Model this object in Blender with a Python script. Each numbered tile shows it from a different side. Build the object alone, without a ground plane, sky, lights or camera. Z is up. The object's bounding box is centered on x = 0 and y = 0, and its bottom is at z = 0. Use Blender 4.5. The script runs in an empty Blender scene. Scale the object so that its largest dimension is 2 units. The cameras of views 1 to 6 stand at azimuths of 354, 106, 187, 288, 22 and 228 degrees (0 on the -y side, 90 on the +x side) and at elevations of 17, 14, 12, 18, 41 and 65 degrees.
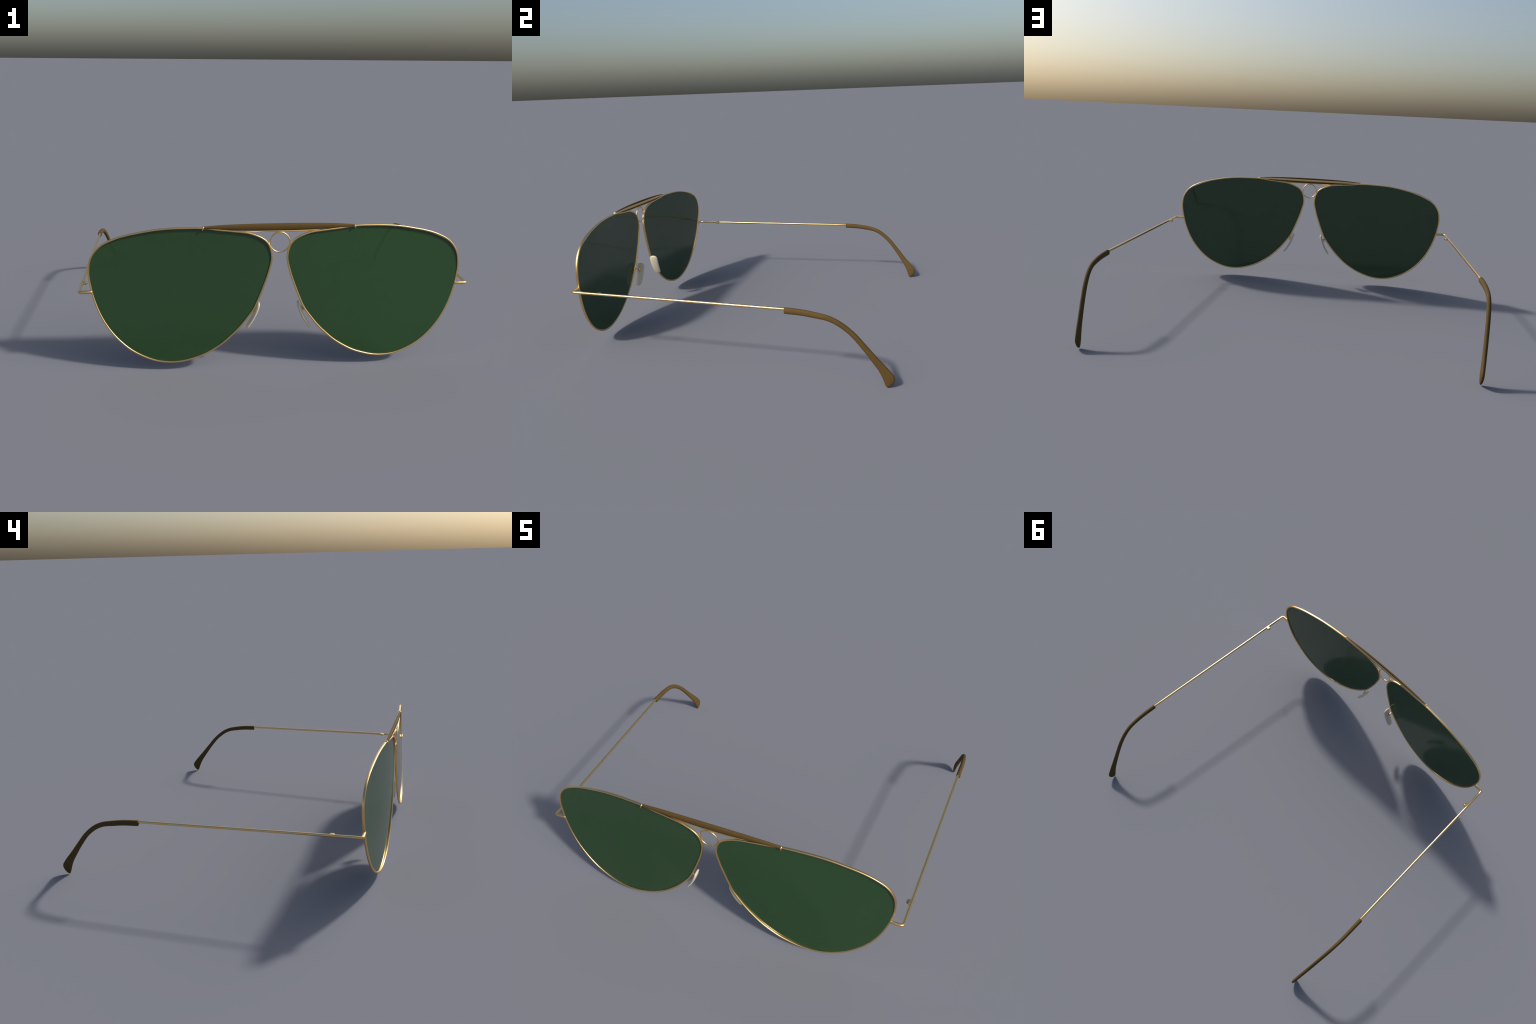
"""Gold wire aviator sunglasses with a brow bar, standing on lens rims and temple tips."""
import bpy, math
from mathutils import Vector

# ------------------------------------------------------------------ materials
def principled(name):
    m = bpy.data.materials.new(name)
    m.use_nodes = True
    nt = m.node_tree
    return m, nt, nt.nodes["Principled BSDF"]

def noise_mix(nt, bsdf, c1, c2, scale, detail=3.0):
    """Base colour that wanders very slightly between two close tones."""
    tc = nt.nodes.new("ShaderNodeTexCoord")
    nz = nt.nodes.new("ShaderNodeTexNoise")
    nz.inputs["Scale"].default_value = scale
    nz.inputs["Detail"].default_value = detail
    cr = nt.nodes.new("ShaderNodeValToRGB")
    cr.color_ramp.elements[0].position = 0.35
    cr.color_ramp.elements[0].color = (*c1, 1)
    cr.color_ramp.elements[1].position = 0.65
    cr.color_ramp.elements[1].color = (*c2, 1)
    nt.links.new(tc.outputs["Object"], nz.inputs["Vector"])
    nt.links.new(nz.outputs["Fac"], cr.inputs["Fac"])
    nt.links.new(cr.outputs["Color"], bsdf.inputs["Base Color"])
    return nz

def make_gold():
    m, nt, b = principled("polished_gold")
    b.inputs["Metallic"].default_value = 1.0
    b.inputs["Roughness"].default_value = 0.30
    noise_mix(nt, b, (0.86, 0.570, 0.238), (0.90, 0.598, 0.255), 6.0)
    return m

def make_brown():
    m, nt, b = principled("brown_acetate")
    b.inputs["Roughness"].default_value = 0.75
    b.inputs["Specular IOR Level"].default_value = 0.15
    noise_mix(nt, b, (0.095, 0.0585, 0.0172), (0.103, 0.0635, 0.0186), 9.0)
    return m

def make_lens():
    m, nt, b = principled("green_tinted_lens")
    b.inputs["Roughness"].default_value = 0.03
    b.inputs["IOR"].default_value = 1.5
    b.inputs["Base Color"].default_value = (0.0198, 0.0635, 0.0186, 1)
    b.inputs["Alpha"].default_value = 0.86
    return m

def make_pad():
    m, nt, b = principled("cream_silicone")
    b.inputs["Roughness"].default_value = 0.4
    b.inputs["Alpha"].default_value = 0.75
    noise_mix(nt, b, (0.70, 0.645, 0.49), (0.73, 0.67, 0.51), 12.0)
    return m

GOLD, BROWN, LENS, PAD = make_gold(), make_brown(), make_lens(), make_pad()

# ------------------------------------------------------------------ helpers
def mesh_object(name, verts, faces, mat, parent, smooth=True, auto=None):
    me = bpy.data.meshes.new(name)
    me.from_pydata([tuple(v) for v in verts], [], faces)
    me.validate()
    me.materials.append(mat)
    me.polygons.foreach_set("use_smooth", [smooth] * len(me.polygons))
    ob = bpy.data.objects.new(name, me)
    bpy.context.scene.collection.objects.link(ob)
    ob.parent = parent
    if auto is not None:
        me.set_sharp_from_angle(angle=math.radians(auto))
    return ob

def mirrored(verts, faces, side):
    """Parts are written for the +x half; side = -1 reflects them."""
    if side > 0:
        return verts, faces
    return [Vector((-v[0], v[1], v[2])) for v in verts], [tuple(reversed(f)) for f in faces]

def part(name, geo, mat, parent, side=1, auto=None):
    v, f = mirrored(*geo, side)
    return mesh_object(name, v, f, mat, parent, auto=auto)

def merge(*geos):
    V, F = [], []
    for v, f in geos:
        o = len(V)
        V += list(v)
        F += [tuple(i + o for i in q) for q in f]
    return V, F

def loft(rings, closed=False, cap=True):
    n = len(rings[0]); V = [Vector(p) for r in rings for p in r]; F = []
    m = len(rings)
    for i in range(m if closed else m - 1):
        a, b = i * n, ((i + 1) % m) * n
        for k in range(n):
            k2 = (k + 1) % n
            F.append((a + k, b + k, b + k2, a + k2))
    if not closed and cap:
        F.append(tuple(range(n)))
        F.append(tuple(reversed(range((m - 1) * n, m * n))))
    return V, F

def catmull(pts, per, closed=False):
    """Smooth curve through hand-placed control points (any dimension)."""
    n = len(pts); out = []
    def at(i):
        if closed:
            return pts[i % n]
        if i < 0:
            return [2 * a - b for a, b in zip(pts[0], pts[1])]
        if i >= n:
            return [2 * a - b for a, b in zip(pts[-1], pts[-2])]
        return pts[i]
    for i in range(n if closed else n - 1):
        p0, p1, p2, p3 = at(i - 1), at(i), at(i + 1), at(i + 2)
        for k in range(per):
            t = k / per
            out.append([b + .5 * t * (c - a + t * (2 * a - 5 * b + 4 * c - d + t * (3 * (b - c) + d - a)))
                        for a, b, c, d in zip(p0, p1, p2, p3)])
    if not closed:
        out.append(list(pts[-1]))
    return out

def tube(path, radii, n=16, closed=False, round_ends=True, up=None):
    """Round wire swept along a path with a parallel-transported frame."""
    P = [Vector(p) for p in path]; m = len(P); rings = []
    rad = radii if isinstance(radii, (list, tuple)) else [radii] * m
    def tangent(i):
        a = P[(i - 1) % m] if (closed or i > 0) else P[0]
        b = P[(i + 1) % m] if (closed or i < m - 1) else P[-1]
        return (b - a).normalized()
    T = tangent(0)
    N = (up or Vector((0, 0, 1)))
    N = (N - T * N.dot(T))
    if N.length < 1e-3:
        N = Vector((1, 0, 0)) - T * T.x
    N.normalize()
    def ring(c, r, T, N):
        B = T.cross(N)
        return [c + N * (r * math.cos(2 * math.pi * k / n)) + B * (r * math.sin(2 * math.pi * k / n)) for k in range(n)]
    for i in range(m):
        T = tangent(i)
        N = (N - T * N.dot(T)).normalized()
        if i == 0 and not closed and round_ends:
            for a in (85, 55, 25):
                s = math.radians(a)
                rings.append(ring(P[0] - T * rad[0] * math.sin(s) * .6, rad[0] * math.cos(s), T, N))
        rings.append(ring(P[i], rad[i], T, N))
        if i == m - 1 and not closed and round_ends:
            for a in (25, 55, 85):
                s = math.radians(a)
                rings.append(ring(P[-1] + T * rad[-1] * math.sin(s) * .6, rad[-1] * math.cos(s), T, N))
    return loft(rings, closed)

def superellipse(n, a, b, e):
    out = []
    for k in range(n):
        t = 2 * math.pi * k / n
        c, s = math.cos(t), math.sin(t)
        out.append((a * math.copysign(abs(c) ** (2 / e), c), b * math.copysign(abs(s) ** (2 / e), s)))
    return out

def disc(center, axis, radius, half, bevel, n=28):
    """Short bevelled cylinder."""
    c, A = Vector(center), Vector(axis).normalized()
    X = A.orthogonal().normalized(); Y = A.cross(X)
    prof = [(-half, radius - bevel), (-half + bevel * .3, radius - bevel * .3), (-half + bevel, radius),
            (half - bevel, radius), (half - bevel * .3, radius - bevel * .3), (half, radius - bevel)]
    rings = [[c + A * h + (X * math.cos(2 * math.pi * k / n) + Y * math.sin(2 * math.pi * k / n)) * r
              for k in range(n)] for h, r in prof]
    return loft(rings)

# ------------------------------------------------------------------ lens outline and front surface
LX, LZ = 0.47, 0.42                       # pole of the teardrop outline
OUTLINE = [0.4073, 0.4181, 0.4212, 0.4045, 0.3707, 0.3373, 0.3104, 0.2926, 0.2815, 0.2751,
           0.2743, 0.2786, 0.2900, 0.3065, 0.3288, 0.3671, 0.4204, 0.4600, 0.4557, 0.4252,
           0.3980, 0.3797, 0.3688, 0.3563, 0.3494, 0.3457, 0.3471, 0.3500, 0.3562, 0.3629,
           0.3722, 0.3800, 0.3853, 0.3873, 0.3894, 0.3896, 0.3903, 0.3919, 0.3944, 0.3992]

def front_y(x, z):
    """Wrap and tilt of the front: slightly bowed cubic sheet."""
    X, Z = x - .45, z - .4
    y = (-.8270 + .0669 * X + .0569 * X * X + .0685 * Z - .0237 * Z * Z + .0394 * X * Z
         - .0487 * X ** 3 - .1360 * X * X * Z - .0143 * X * Z * Z - .1951 * Z ** 3)
    return y

def lens_y(x, z):
    """The pane itself: a gently toric sheet that drifts through the depth of the rim."""
    X, Z = x - .45, z - .4
    return (-.8255 + .0664 * X + .0407 * X * X + .0591 * Z + .0112 * Z * Z + .0620 * X * Z
            - .0601 * X ** 3 - .0221 * X * X * Z - .0108 * X * Z * Z - .0444 * Z ** 3)

def outline(per=6):
    r = [q[0] for q in catmull([[v] for v in OUTLINE], per, closed=True)]
    m = len(r)
    return [(r[i], 2 * math.pi * i / m) for i in range(m)]

def polar_pt(r, th, sheet=front_y):
    x, z = LX + r * math.cos(th), LZ + r * math.sin(th)
    return Vector((x, sheet(x, z), z))

RIM_W, RIM_D = 0.0043, 0.0064             # half width seen from the front, half depth

def rim_geo():
    P = [polar_pt(r, th) for r, th in outline()]
    m = len(P); sec = superellipse(20, RIM_W, RIM_D, 3.2); rings = []
    for i in range(m):
        T = (P[(i + 1) % m] - P[i - 1]).normalized()
        D = Vector((0, -1, 0)); D = (D - T * D.dot(T)).normalized()
        R = T.cross(D)
        rings.append([P[i] + R * a + D * b for a, b in sec])
    return loft(rings, closed=True)

def lens_geo():
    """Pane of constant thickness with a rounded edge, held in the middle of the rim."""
    half = .0009
    O = outline()
    m = len(O)
    # upper corners are cut a hair smaller than the rim
    def inset(th):
        g = lambda c, w: math.exp(-((math.degrees(th) - c) / w) ** 2)
        return .0018 + .0050 * g(36, 13) + .0032 * g(147, 9)
    fr = [1, .985, .95, .88, .78, .66, .53, .40, .27, .14]
    V = []; F = []
    def layer(sgn):
        rings = []
        for f in fr:
            ring = []
            for r, th in O:
                q = (r - inset(th)) * f
                p = polar_pt(q, th, lens_y)
                h = half - (.0005 if f == 1 else 0)
                p.y += sgn * h
                ring.append(p)
            rings.append(ring)
        return rings
    front, back = layer(-1), layer(1)
    rings = list(reversed(front)) + back
    V, F = loft(rings, cap=False)
    c0 = len(V); p = polar_pt(0, 0, lens_y)
    V.append(p + Vector((0, -half, 0))); V.append(p + Vector((0, half, 0)))
    last = (len(rings) - 1) * m
    for k in range(m):
        k2 = (k + 1) % m
        F.append((c0, k, k2)); F.append((c0 + 1, last + k2, last + k))
    return V, F

# ------------------------------------------------------------------ brow bar
BAR_L = 0.348
def bar_shape(x):
    u = abs(x) / BAR_L
    h = .0164 * max(0, 1 - (x / .372) ** 2) ** .55           # half height
    yc = -.8314 + .0070 * u * u
    zc = .6980 + .0015 * u * u - .0025 * u ** 4
    front = .0088 - .0030 * u ** 3
    back = .0074 - .0026 * u ** 2
    return yc, zc, h, front, back

def bar_geo():
    xs = [BAR_L * math.sin(math.pi / 2 * (i / 40 - 1)) for i in range(81)]
    rings = []
    n = 40
    for x in xs:
        yc, zc, h, fr, bk = bar_shape(x)
        ring = []
        for k in range(n):
            t = 2 * math.pi * k / n
            c, s = math.cos(t), math.sin(t)
            if c >= 0:       # rounded front
                ring.append((x, yc - fr * c ** .9, zc + h * math.copysign(abs(s) ** .95, s)))
            else:            # blunter back carrying the gold strip
                ring.append((x, yc + bk * abs(c) ** .45, zc + h * math.copysign(abs(s) ** .75, s)))
        rings.append(ring)
    return loft(rings)

def strip_geo():
    """Flat gold backing strip let into the rear of the bar."""
    rings = []
    for i in range(61):
        x = (BAR_L + .003) * (i / 30 - 1)
        yc, zc, h, fr, bk = bar_shape(x)
        hh = max(.0042, min(.0068, h * .50)); d = .0035
        sec = superellipse(20, d, hh, 4)
        rings.append([(x, yc + bk - .0012 + a, zc + .0004 + b) for a, b in sec])
    return loft(rings)

def clip_geo():
    """Collar that ties the bar end to the rim, with a little prong over the lens edge."""
    collar = disc((.352, -.8240, .6960), (1, -.04, .08), .0078, .0042, .002)
    ball = tube([(.3505, -.8290, .6975), (.3535, -.8290, .6975)], .0042, 12)
    prong = tube([(.3525, -.8305, .6990), (.3535, -.8312, .693), (.3550, -.8312, .6868)], .0031, 12)
    return merge(collar, ball, prong)

# ------------------------------------------------------------------ bridge
def bridge_wire_geo():
    half = [(.235, -.8270, .6808), (.20, -.8285, .6800), (.15, -.8315, .6794), (.08, -.8345, .6792)]
    ctl = [(-x, y, z) for x, y, z in half] + [(0, -.8352, .6792)] + list(reversed(half))
    return tube(catmull(ctl, 6), .0035, 14)

def bridge_ring_geo():
    pts = [(.0462 * math.cos(t), -.8375, .6260 + .0472 * math.sin(t))
           for t in [2 * math.pi * k / 72 for k in range(72)]]
    return tube(pts, .0034, 14, closed=True)

# ------------------------------------------------------------------ temples
WIRE = 0.0069
CORNER = Vector((.9320, -.7955, .3908)); TIP_IN = Vector((.9815, .352, .3745))

def temple_geo():
    """One wire: stub on the rim, tight corner, long straight arm."""
    a = Vector((.8735, -.7945, .3908))
    d = (TIP_IN - CORNER).normalized(); e = (a - CORNER).normalized(); r = .015
    p0, p2 = CORNER + e * r, CORNER + d * r
    path = [a, a.lerp(p0, .5)]
    for k in range(9):
        t = k / 8
        path.append((1 - t) ** 2 * p0 + 2 * t * (1 - t) * CORNER + t * t * p2)
    for k in range(1, 13):
        path.append(p2.lerp(TIP_IN + d * .02, k / 12))
    rad = [.0083, .0083] + [.0083 - .0014 * k / 8 for k in range(9)] + [WIRE] * 12
    return tube(path, rad, 18)

def hinge_geo():
    y = -.648
    c = CORNER.lerp(TIP_IN, (y - CORNER.y) / (TIP_IN.y - CORNER.y))
    # flat rounded lug on the inner side, filleted into the wire
    rings = []
    for h, k in ((-.0066, .50), (-.0060, .72), (-.0045, .90), (-.002, 1), (.002, 1), (.0045, .90), (.0060, .72), (.0066, .50)):
        ring = []
        for q in range(36):
            t = 2 * math.pi * q / 36
            x = math.cos(t) * .0140 * k
            y = -.0012 + math.sin(t) * .0148 * k * (1 + .35 * max(0, math.cos(t)))   # wider at the root
            ring.append(c + Vector((-.0112 + x, y, h - .0012)))
        rings.append(ring)
    return loft(rings)

# sleeve: upper edge (y, z), lower edge (y, z), centre x, half thickness
SLEEVE = [
    (.3452, .3765, .3452, .3605, .9829, .0060), (.3464, .3806, .3464, .3562, .9830, .0092), (.3490, .3829, .3490, .3536, .9831, .0112), (.3540, .3835, .3540, .3526, .9835, .0118),
    (.4280, .3790, .4270, .3490, .9862, .0115), (.4920, .3695, .4870, .3410, .9880, .0111), (.5560, .3550, .5470, .3300, .9868, .0108),
    (.6120, .3270, .5970, .3060, .9830, .0106), (.6720, .2770, .6520, .2610, .9755, .0105), (.7270, .2125, .7050, .1960, .9665, .0104),
    (.7800, .1480, .7520, .1290, .9570, .0103), (.8220, .1000, .7830, .0810, .9495, .0102), (.8510, .0630, .8030, .0370, .9440, .0099)]
SLEEVE_END = [(.8570, .0480, .8105, .0150, .9428, .0090), (.8555, .0350, .8150, .0052, .9422, .0074),
              (.8490, .0210, .8195, .0008, .9420, .0052), (.8420, .0120, .8240, .0000, .9420, .0028)]

def sleeve_geo():
    S = catmull(SLEEVE, 6) + [list(s) for s in SLEEVE_END]
    rings = []
    for uy, uz, ly, lz, x, b in S:
        c = Vector((x, (uy + ly) / 2, (uz + lz) / 2)); A = Vector((0, (uy - ly) / 2, (uz - lz) / 2))
        rings.append([c + A * p + Vector((q, 0, 0)) for p, q in superellipse(24, 1.0, b, 2.3)])
    return loft(rings)

# ------------------------------------------------------------------ nose pads
def pad_centre(t):
    """t 0..1 from the top of the pad to its foot; bowed towards the nose."""
    bow = .0085 * 4 * t * (1 - t)
    return Vector((.0935 + .0630 * t - bow * .9, -.8160 - .0005 * t, .3270 - .1330 * t - bow * .42))

def pad_geo():
    rings = []
    N = 26
    for i in range(N + 1):
        t = .5 - .5 * math.cos(math.pi * i / N)
        c = pad_centre(t)
        T = (pad_centre(t + .01) - pad_centre(t - .01)).normalized()
        W = Vector((.07, 1, 0)); W = (W - T * W.dot(T)).normalized()     # fore-aft axis, splayed
        N_ = T.cross(W)
        end = (max(0, 1 - abs(2 * t - 1) ** 10)) ** .5
        w = (.0266 - .0070 * t * t) * max(end, .12)
        h = .0080 * max(end, .2) * (1 - .25 * t)
        rings.append([c + W * a + N_ * b for a, b in superellipse(28, w, h, 2.4)])
    return loft(rings)

def pad_arm_geo():
    stem = tube(catmull([(.1240, -.8440, .2955), (.1235, -.8360, .2955), (.1215, -.8260, .2945), (.1170, -.8190, .2930)], 5), .0038, 12)
    boss = []
    for h, s in ((-.0035, .8), (-.0022, 1), (.0022, 1), (.0035, .8)):
        c = Vector((.1168, -.8165, .2915)); A = Vector((.90, 0, .42)).normalized(); U = Vector((-.42, 0, .90)).normalized(); Y = Vector((0, 1, 0))
        boss.append([c + A * h + U * p * s + Y * q * s for p, q in superellipse(20, .0135, .0068, 2.5)])
    return merge(stem, loft(boss))

# ------------------------------------------------------------------ assembly
root = bpy.data.objects.new("sunglasses", None)
bpy.context.scene.collection.objects.link(root)
root["label"] = "gold wire aviator sunglasses with dark green lenses and brown brow bar"
root["category"] = "sunglasses"

for side in (1, -1):
    rim = part("rim", rim_geo(), GOLD, root, side)
    part("lens", lens_geo(), LENS, rim, side, auto=50)
    pad = part("nose_pad", pad_geo(), PAD, root, side, auto=60)
    part("nose_pad_arm", pad_arm_geo(), GOLD, pad, side, auto=50)
    arm = part("temple", temple_geo(), GOLD, root, side)
    part("hinge", hinge_geo(), GOLD, arm, side, auto=40)
    part("temple_tip", sleeve_geo(), BROWN, arm, side, auto=60)

bar = part("brow_bar", bar_geo(), BROWN, root, auto=60)
part("backing_strip", strip_geo(), GOLD, bar, auto=50)
for side in (1, -1):
    part("clip", clip_geo(), GOLD, bar, side, auto=50)
part("bridge_wire", bridge_wire_geo(), GOLD, root)
part("bridge_ring", bridge_ring_geo(), GOLD, root)

# outward normals everywhere
import bmesh
for ob in bpy.data.objects:
    if ob.type == 'MESH':
        bm = bmesh.new(); bm.from_mesh(ob.data)
        bmesh.ops.recalc_face_normals(bm, faces=bm.faces)
        bm.to_mesh(ob.data); bm.free()
